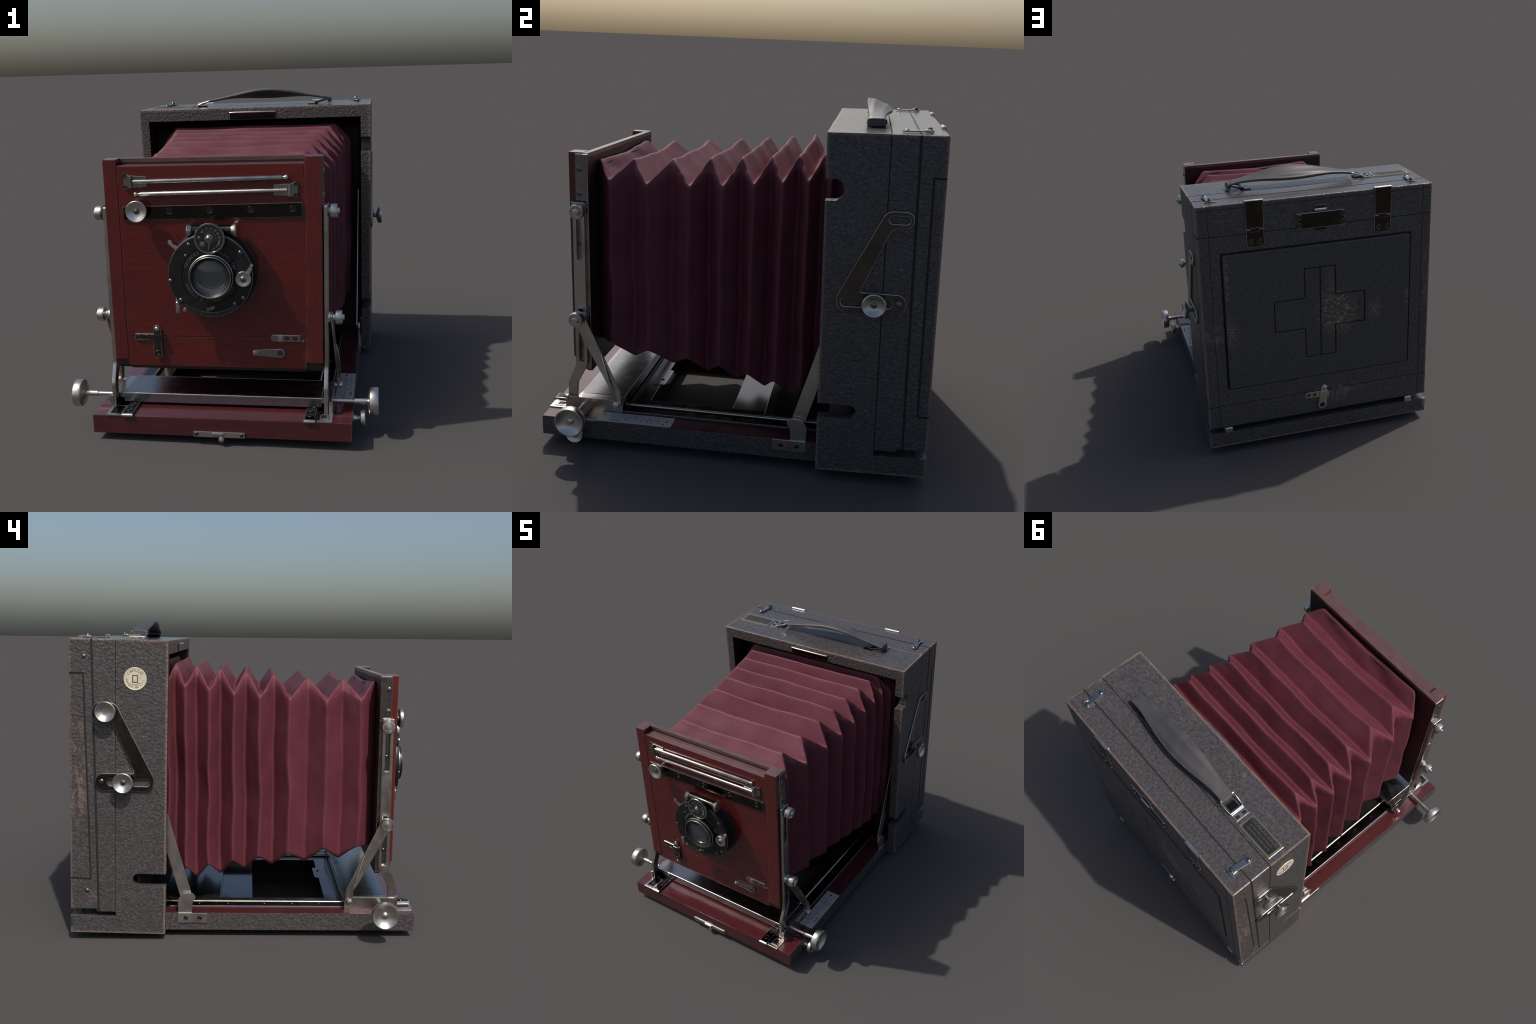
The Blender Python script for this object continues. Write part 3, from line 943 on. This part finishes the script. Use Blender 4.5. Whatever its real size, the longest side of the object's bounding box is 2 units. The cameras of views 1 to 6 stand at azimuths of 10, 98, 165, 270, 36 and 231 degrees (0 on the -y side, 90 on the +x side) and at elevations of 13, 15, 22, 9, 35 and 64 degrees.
# distance scale on the right strip of the bed
sc_ = plate("distance_scale", [rect(.603, -.690, .7035, -.298, .001)], "xy", .1460, .1492, [SCALE], bed, .0006)
zz = .1494
for yy in (-.655, -.332):
    lathe("scale_pin", [(0, .001), (.008, .001), (.0095, 0), (.0095, -.002)], (.652, yy, .1492), (0, 0, 1), BRASS, sc_, 16)


def line(x0, y0_, x1, y1_):
    w = .0011
    box("scale_line", (min(x0, x1) - w, min(y0_, y1_) - w, .1485), (max(x0, x1) + w, max(y0_, y1_) + w, .14955), INKDARK, sc_, 0)


line(.652, -.625, .652, -.352)
line(.622, -.625, .652, -.625)
ROT = math.pi / 2
for yy, lab, sd in ((-.545, "2", 1), (-.500, "3", -1), (-.465, "4", 1), (-.432, "5", 1), (-.425, "6", -1), (-.408, "8", 1), (-.402, "7", -1), (-.38, "9", -1), (-.372, "10", 1)):
    line(.652, yy, .652 + sd * .016, yy)
    text("scale_number", lab, .016, "xy", .652 + sd * .026, yy, .1495, INKDARK, sc_, ID, ROT)
text("scale_lettering", "METRES", .017, "xy", .686, -.600, .1495, INKDARK, sc_, ID, ROT)
text("scale_lettering", "No 2", .014, "xy", .632, -.674, .1495, INKDARK, sc_, ID, 0)
text("scale_lettering", "INF", .014, "xy", .683, -.345, .1495, INKDARK, sc_, ID, 0)

# catch on the front edge of the bed
ct = plate("front_catch", [rect(-.130, .043, .148, .074, .002)], "xz", .9795, .986, [SATIN], bed, .0015)
for x in (-.113, .132):
    screw((x, -.986, .0585), (0, -1, 0), .0105, ct, CUPSCREW)
box("catch_button", (-.028, -.996, .048), (.034, -.984, .069), NICKEL, ct, .004)
lathe("catch_ball", [(0, -.018), (.010, -.016), (.0165, -.008), (.017, .0), (.012, .010), (.010, .02)], (.022, -.986, .037), (0, 0, 1), SATIN, ct, 18)

# small knob low on the right side of the bed
lathe("bed_knob", [(.028, -.002), (.028, .006), (.016, .010), (.014, .024), (.022, .034), (.042, .038), (.046, .042), (.046, .060), (.043, .064), (.036, .060), (.022, .056), (.014, .058), (0, .060)], (BX1, -.787, .089), (1, 0, 0), SATIN, bed, 40)

# ------------------------------------------------------------------ focusing carriage
cover = box("carriage_cover", (-.553, -.832, .163), (.550, -.584, .2205), STEEL, None, .007, ID, 3)
box("cover_back_lip", (-.553, -.590, .168), (.550, -.582, .2215), GREYMETAL, cover, .002)
for s in (1, -1):
    x0, x1 = (.590, .602) if s > 0 else (-.606, -.594)
    cp = plate("carriage_cheek", [rect(-.889, .148, -.583, .2185, .002)], "yz", x0, x1, [NICKEL], cover, .0015)
    box("cheek_end", (min(x0, x1) - (.0 if s > 0 else .004), -.893, .150), (max(x0, x1) + (.008 if s > 0 else .004), -.880, .225), NICKEL, cp, .002)
    box("cheek_bridge", (min(s * .548, s * .592), -.832, .190), (max(s * .548, s * .592), -.590, .2195), NICKEL, cp, .002)
    wz, wy = .190, -.786
    w = lathe("focus_wheel", [(.012, .598), (.012, .712), (.0165, .718), (.0165, .782), (.026, .789), (.060, .797), (.071, .800), (.0745, .803), (.0755, .806), (.0755, .842), (.0735, .8455), (.069, .846), (.064, .841), (.045, .828), (.030, .822), (.018, .821), (0, .821)], (0, wy, wz), (s, 0, 0), SATIN, None, 56)
    lathe("wheel_screw", [(0, .012), (.010, .0105), (.016, .006), (.0185, 0), (.019, -.004)], (s * .821, wy, wz), (s, 0, 0), SATIN, w, 24)

# ------------------------------------------------------------------ lens standard
X0, X1 = -.571, .560
st = box("lens_standard", (-.500, -.852, .396), (.474, -.790, 1.477), WOOD, None, .004)
box("panel_face", (-.4955, -.8575, .393), (.4715, -.848, .561), WOOD, st, .003)
box("panel_face", (-.4955, -.8590, .5635), (.4715, -.848, 1.4775), WOOD, st, .003)
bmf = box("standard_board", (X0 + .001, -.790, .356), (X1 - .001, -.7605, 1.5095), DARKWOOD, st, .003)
box("board_top_trim", (X0 + .0005, -.7915, 1.488), (X1 - .0005, -.7600, 1.5105), WOODRIM, st, .003)
box("panel_top", (-.4965, -.8565, 1.474), (.4725, -.7925, 1.4795), WOODRIM, st, .002)
for a, b in ((X0, -.4975), (.4735, X1)):
    box("standard_post", (a, -.861, .428), (b, -.786, 1.511), WOODV, st, .005)
    box("grey_post_top", (a + .001, -.8600, 1.5085), (b - .001, -.787, 1.5125), WOODRIM, st, .0018)
    box("post_foot", (a + .004, -.850, .392), (b - .002, -.786, .430), DARKWOOD, st, .003)
for x in (-.4975, .4715):
    box("post_bead", (x, -.8572, .40), (x + .0028, -.840, 1.474), WOODRIM, st, .0008)
# bottom rail under the panel
box("bottom_rail", (-.49, -.846, .372), (.47, -.788, .398), DARKWOOD, st, .006)

# slotted steel side arms with clamping nuts
for s, xs_ in ((1, X1), (-1, X0)):
    o0 = xs_
    sg = s
    rng = lambda a, b: (min(o0 + sg * a, o0 + sg * b), max(o0 + sg * a, o0 + sg * b))
    sp = plate("side_plate", [rect(-.826, .365, -.761, 1.505, .002)], "yz", *rng(-.001, .005), [MIRROR, NICKEL], st, .0030)
    for zz in (1.432, 1.308):
        screw((o0 + sg * .005, -.806, zz), (s, 0, 0), .0165, sp, SCREW)
    arm = rounded([(-.838, 1.262, .012), (-.776, 1.262, .012), (-.777, .40, .09), (-.836, .285, .10), (-.837, .152, .0), (-.889, .152, .0), (-.885, .295, .10), (-.841, .395, .09)], 8)
    sl = lambda a, b: rect(-.8195, a, -.7945, b, .006)
    ar = plate("standard_arm", [arm, sl(.966, 1.215), sl(.412, .705)], "yz", *rng(.004, .026), [NICKEL], None, .004)
    for zz in (1.05, .50):
        screw((o0 + sg * .005, -.806, zz), (s, 0, 0), .010, ar, SCREW)
    for zz, ext, yy in ((1.2255, 0, -.802), (.667, .012, -.812)):
        base_ = .026 if ext else .014
        pr = [(.030, base_ - .002), (.030, base_ + .010), (.024, base_ + .014), (.018, base_ + .016), (.018, base_ + .022 + ext), (.035, base_ + .024 + ext), (.0375, base_ + .027 + ext), (.0375, base_ + .054 + ext), (.0355, base_ + .058 + ext), (.029, base_ + .0585 + ext), (.024, base_ + .054 + ext), (.017, base_ + .053 + ext), (.016, base_ + .066 + ext), (.013, base_ + .070 + ext), (0, base_ + .071 + ext)]
        lathe("clamp_nut", pr, (o0, yy, zz), (s, 0, 0), SATIN, ar, 36)
    box("slide_block", (min(o0 + sg * .024, o0 + sg * .030), -.842, 1.228), (max(o0 + sg * .024, o0 + sg * .030), -.776, 1.268), NICKEL, ar, .003)
    # diagonal stay from the lower nut down to the carriage
    top, bot = Vector((-.812, .667)), Vector((-.604, .206))

    def bend(co, o0=o0, sg=sg):
        t = max(0, min(1, (.667 - co.y) / .461))
        co.z = co.z + sg * (.020 * t)
        return co
    stay = rounded([(-.838, .690, .02), (-.790, .694, .02), (-.588, .276, .05), (-.580, .188, .02), (-.626, .186, .02), (-.630, .262, .05), (-.838, .640, .03)], 7)
    sy = plate("standard_stay", [stay], "yz", *rng(.038, .048), [NICKEL], None, .003, ID, bend)
    rib = []
    for k in range(15):
        t = k / 14
        y_ = -.690 + .085 * t if t < .75 else -.690 + .064 + .018 * (t - .75) / .25
        z_ = .475 - .255 * t
        xx = o0 + sg * (.047 + .020 * (.667 - z_) / .461 + .010 * math.sin(math.pi * t))
        rib.append((xx, y_, z_))
    tube("stay_rib", rib, .0055, NICKEL, sy, 8)
    lathe("stay_pin", [(.014, .034), (.014, .062), (.0175, .064), (.0195, .070), (.0195, .079), (.016, .085), (.008, .088), (0, .0885)], (o0, -.607, .206), (s, 0, 0), SATIN, sy, 24)

# ------------------------------------------------------------------ fittings on the front panel
FY = .859          # distance of the panel face towards the viewer


def lift(x, z, dz=.0):
    return z + dz * x


# dark metal band
band_pts = [(-.474, 1.196), (.462, 1.208), (.462, 1.282), (-.474, 1.268)]
band = plate("metal_band", [[Vector(p) for p in band_pts]], "xz", FY - .002, FY + .008, [DARKMIRROR, GREYMETAL], st, .002)
for x in (-.226, -.013, .199, .412):
    screw((x, -FY - .007, 1.2465 + .010 * x), (0, -1, 0), .017, band, CUPSCREW)
pk = lathe("panel_knob", [(.020, 0), (.020, .008), (.014, .014), (.020, .028), (.048, .034), (.055, .040), (.056, .044), (.056, .056), (.053, .060), (.047, .058), (.034, .050), (.020, .046), (0, .046)], (-.386, -FY - .006, 1.2505), (0, -1, 0), SATIN, st, 44)
screw((-.386, -FY - .052, 1.2505), (0, -1, 0), .016, pk)

# two stay rods with their hinge brackets
for x0, z0, x1, z1, flip in ((-.408, 1.3975, .395, 1.4105, 1), (.388, 1.3455, -.405, 1.3335, -1)):
    yy = -FY - .012
    d = Vector((x1 - x0, 0, z1 - z0))
    P = [(x0, yy, z0)]
    R = [.0105]
    for t, r in ((.955, .0118), (.962, .008), (.975, .0075), (.982, .0115), (.993, .0125), (1.0, .009)):
        P.append((x0 + d.x * t, yy, z0 + d.z * t)); R.append(r)
    rod = tube("stay_rod", P, .0118, NICKEL, st, 16, ID, R)
    cx_, f = x0, flip
    zc = z0
    bl = rounded([(cx_ - f * .062, zc + .047, .020), (cx_ - f * .018, zc + .032, .006), (cx_ + f * .070, zc + .026, .004), (cx_ + f * .070, zc - .026, .004), (cx_ - f * .018, zc - .032, .006), (cx_ - f * .062, zc - .047, .020), (cx_ - f * .050, zc, .020)], 5)
    bp = plate("rod_bracket", [bl], "xz", FY - .001, FY + .007, [GREYMETAL, NICKEL], rod, .0018)
    box("bracket_wall", (min(cx_ - f * .018, cx_ - f * .006), -FY - .024, zc - .031), (max(cx_ - f * .018, cx_ - f * .006), -FY - .004, zc + .031), NICKEL, bp, .003)
    for k in (-.028, .028):
        screw((cx_ - f * .045, -FY - .006, zc + k), (0, -1, 0), .013, bp, CUPSCREW)

# panel catches
g1 = plate("panel_catch", [rect(-.452, .539, -.302, .576, .003)], "xz", FY - .001, FY + .006, [BRACKET, NICKEL], st, .003)
for x in (-.430, -.386):
    screw((x, -FY - .005, .5575), (0, -1, 0), .0125, g1, CUPSCREW)
tn = plate("catch_tongue", [capsule((-.326, .466), (-.327, .606), .025, .021)], "xz", FY + .006, FY + .014, [BRACKET, NICKEL], g1, .003)
box("catch_bridge", (-.352, -FY - .021, .537), (-.304, -FY - .012, .577), BRACKET, g1, .003)
lathe("catch_stud", [(0, .006), (.008, .005), (.0125, .001), (.013, -.004)], (-.327, -FY - .014, .606), (0, -1, 0), SATIN, g1, 18)
screw((-.326, -FY - .014, .472), (0, -1, 0), .0155, g1, CUPSCREW)
g2 = plate("panel_catch", [rounded([(.286, .545, .018), (.444, .545, .003), (.444, .582, .003), (.286, .582, .018)])], "xz", FY - .001, FY + .006, [GREYMETAL, NICKEL], st, .002)
box("catch_hump", (.324, -FY - .012, .546), (.352, -FY - .004, .581), SATIN, g2, .005)
for x in (.372, .414):
    screw((x, -FY - .005, .5635), (0, -1, 0), .0125, g2, CUPSCREW)
lathe("catch_stud", [(0, .006), (.006, .005), (.008, 0)], (.455, -FY, .550), (0, -1, 0), SATIN, g2, 14)
g3 = plate("catch_lever", [capsule((.203, .481), (.336, .481), .0155, .025)], "xz", FY + .001, FY + .009, [GREYMETAL, NICKEL], st, .002)
lathe("lever_stud", [(0, .008), (.008, .007), (.0125, .001), (.013, -.004)], (.202, -FY - .009, .482), (0, -1, 0), SATIN, g3, 18)
screw((.336, -FY - .008, .481), (0, -1, 0), .015, g3, CUPSCREW)

# ------------------------------------------------------------------ shutter and lens
SX, SZ = -.006, .922
sh = lathe("shutter", [(.231, .0, 0), (.231, .012, 0), (.224, .016, 0), (.224, .080, 0), (.221, .084, 1), (.2185, .0845, 0), (.2185, .0845, 0), (.2175, .090, 0), (.2155, .092, 0), (.150, .092, 0), (.148, .0895, 0), (.100, .0895, 0), (.100, .06, 0)], (SX, -FY + .001, SZ), (0, -1, 0), BLACK, None, 96, ID, 30, [BLACK, GREYMETAL])
FYS = -FY - .091
lower = []
for k in range(33):
    a = math.radians(222 - 84 * k / 32)
    lower.append(Vector((SX + .2165 * math.sin(a), SZ + .2165 * math.cos(a))))
for k in range(33):
    a = math.radians(138 + 84 * k / 32)
    rr = .192 + .006 * abs(math.sin((a - math.pi) * 2))
    lower.append(Vector((SX + rr * math.sin(a), SZ + rr * math.cos(a))))
plate("aperture_scale", [lower], "xz", FY + .0905, FY + .0935, [PLATEBLACK, GREYMETAL], sh, .0008)
FR = PLANES["xz"]
for k, a in enumerate((206, 194, 180, 170, 158, 154, 150, 147, 144)):
    aa = math.radians(a)
    o = text("scale_mark", "|", .020, "xy", 0, 0, 0, PALE, sh)
    o.data.transform(FR @ Matrix.Translation((SX + .205 * math.sin(aa), SZ + .205 * math.cos(aa), FY + .0938)) @ Matrix.Rotation(-aa, 4, "Z"))
# lettering ring round the lens
ring_text("GEORGES", SX, SZ, .1335, -68, -26, .026, FR, FY + .0905, PALE, sh, "ring_letter")
ring_text("BERLIN", SX, SZ, .1335, 28, 70, .026, FR, FY + .0905, PALE, sh, "ring_letter")
ring_text("MODELL 4,5 ANASTIGMAT", SX, SZ, .1330, 248, 112, .022, FR, FY + .0905, PALE, sh, "ring_letter", ID, True)
for x, z, r in ((-.214, .894, .0115), (-.164, .791, .011), (.162, .806, .011), (.155, 1.043, .011), (-.110, 1.085, .010), (-.128, 1.026, .008), (.074, 1.096, .007), (.118, .776, .009)):
    screw((x, FYS, z), (0, -1, 0), r, sh, SCREW)
lathe("scale_pointer", [(0, .012), (.007, .010), (.010, .004), (.010, -.002)], (-.018, FYS, .744), (0, -1, 0), SCREWMETAL, sh, 16)
plate("pointer_arm", [capsule((-.020, .742), (.010, .755), .009, .006)], "xz", FY + .092, FY + .096, [GREYMETAL], sh, .001)

lens = lathe("lens_barrel", [(.121, .086, 0), (.121, .094, 0), (.1155, .096, 0), (.1155, .120, 1), (.1165, .122, 1), (.1165, .134, 1), (.1130, .137, 0), (.1085, .1375, 0), (.108, .140, 0), (.108, .149, 1), (.106, .1515, 1), (.103, .1505, 0), (.101, .148, 0), (.0905, .141, 0), (.0875, .139, 1), (.0862, .1385, 1), (.0860, .130, 0), (.080, .05, 0)], (.004, -FY + .017, .922), (0, -1, 0), BLACK, sh, 72, ID, 30, [BLACK, BRACKETRIM])
glass = []
for k in range(11):
    a = k / 10
    glass.append((.0860 * (1 - a), .1310 + .016 * math.sin(math.pi / 2 * a)))
glass = [(0, .126), (.0860, .1265)] + glass
lathe("lens_glass", glass, (.004, -FY + .017, .922), (0, -1, 0), GLASS, lens, 56, ID, 60)
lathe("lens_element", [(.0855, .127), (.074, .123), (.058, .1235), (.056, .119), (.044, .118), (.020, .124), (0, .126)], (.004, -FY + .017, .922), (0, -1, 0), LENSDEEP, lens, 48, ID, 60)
lathe("lens_iris", [(.0865, .1300), (.0865, .048), (0, .046)], (.004, -FY + .017, .922), (0, -1, 0), FLAT, lens, 48)

# speed dial
DX, DY, DZ = .0035, -.968, 1.1195
dial = lathe("speed_dial", [(.068, -.022, 0), (.0795, -.010, 1), (.0800, .002, 1), (.0785, .0045, 1), (.0705, .0045, 1), (.0690, .0025, 0), (.026, .0025, 0), (.024, .007, 1), (.018, .008, 1), (.0155, .014, 1), (.010, .018, 1), (0, .0185, 1)], (DX, DY, DZ), (0, -1, 0), PLATEBLACK, sh, 60, ID, 30, [PLATEBLACK, GREYMETAL])
for k in range(9):
    a = math.radians(-36 + 24 * k)
    o = text("dial_mark", ("1", "2", "5", "10", "25", "50", "100", "250", "B")[k], .015, "xy", 0, 0, 0, DIALMARK, dial)
    o.data.transform(FR @ Matrix.Translation((DX + .053 * math.sin(a), DZ + .053 * math.cos(a), -DY + .0032)) @ Matrix.Rotation(-a, 4, "Z"))
for k in range(14):
    a = math.radians(-36 + 16 * k)
    o = text("dial_tick", "|", .013, "xy", 0, 0, 0, DIALMARK, dial)
    o.data.transform(FR @ Matrix.Translation((DX + .036 * math.sin(a), DZ + .036 * math.cos(a), -DY + .0032)) @ Matrix.Rotation(-a, 4, "Z"))
for a, r0, r1 in ((232, .046, .014), (312, .048, .006), (276, .053, .009)):
    aa = math.radians(a)
    lathe("dial_dot", [(0, .001), (r1 * .7, .001), (r1, 0)], (DX + r0 * math.sin(aa), DY - .0028, DZ + r0 * math.cos(aa)), (0, -1, 0), GILT, dial, 18)
plate("dial_hand", [capsule((DX, DZ - .02), (DX - .006, DZ - .062), .005, .0025)], "xz", -DY + .003, -DY + .005, [GREYMETAL], dial, .0006)

# brake cylinder above the dial
lathe("brake_cylinder", [(0, -.004, 0), (.020, -.003, 0), (.036, .002, 0), (.0385, .006, 0), (.036, .012, 0), (.030, .024, 1), (.0290, .030, 1), (.0290, .226, 1), (.030, .232, 0), (.036, .244, 0), (.0395, .251, 0), (.037, .258, 0), (.020, .260, 0), (0, .2605, 0)], (-.122, -.913, 1.1505), (1, 0, 0), NICKEL, sh, 40, ID, 40, [NICKEL, DARKMIRROR])
box("cylinder_seat", (-.085, -.915, 1.07), (.095, -.868, 1.14), BLACK, sh, .006)

# setting lever with disc, cable lever, release pin
ld = lathe("setting_disc", [(.0405, -.008), (.0405, .004), (.039, .006), (.030, .0055), (.026, .0035), (.017, .0035), (.015, .009), (0, .0095)], (.168, FYS - .006, .9075), (0, -1, 0), SATIN, sh, 40)
screw((.168, FYS - .0145, .9075), (0, -1, 0), .0145, ld)
plate("setting_lever", [capsule((.178, .915), (.2135, .977), .016, .0065)], "xz", -FYS - .002, -FYS + .005, [SATIN], ld, .0015)
lathe("lever_tip", [(0, .012), (.007, .010), (.010, .004), (.010, -.002)], (.2135, FYS - .004, .9775), (0, -1, 0), SATIN, ld, 16)
cl = plate("cable_lever", [rounded([(-.212, 1.110, .008), (-.222, 1.092, .010), (-.176, 1.052, .004), (-.150, 1.054, .01), (-.165, 1.072, .01), (-.196, 1.088, .02), (-.198, 1.104, .008)])], "xz", FY + .080, FY + .088, [SATIN], sh, .0015)
lathe("release_pin", [(0, -.030), (.010, -.028), (.0115, -.022), (.0115, .03), (.009, .033), (.009, .06)], (-.186, -.935, .747), (0, 0, 1), SATIN, sh, 18)
lathe("cable_socket", [(0, .0), (.010, .002), (.012, .008), (.012, .02), (.009, .022), (.009, .05)], (-.152, -.940, .728), (.55, 0, .83), NICKEL, sh, 18)


# ------------------------------------------------------------------ settle everything into place
# the camera stands a touch askew: the root turns it, these small shears keep the walls upright
for o in [x for x in SC.objects if x.type == "MESH"]:
    part = o
    while part.parent and part.parent is not root:
        part = part.parent
    yaw = 0.0 if part in (case, blk, bed) or part.name.startswith(("shift_bracket", "carrying_handle")) else .007
    up = .002 if part is bed else 0.0
    on_case = part in (case, blk) or part.name.startswith(("shift_bracket", "carrying_handle"))
    plumb = .002 if on_case else .0095
    if o.data in (SCREW, CUPSCREW):
        p = o.location
        o.location = (p.x + plumb * p.z + yaw * p.y, p.y, p.z + up)
    else:
        o.data.transform(Matrix(((1, yaw, plumb, 0), (0, 1, 0, 0), (0, 0, 1, up), (0, 0, 0, 1))))
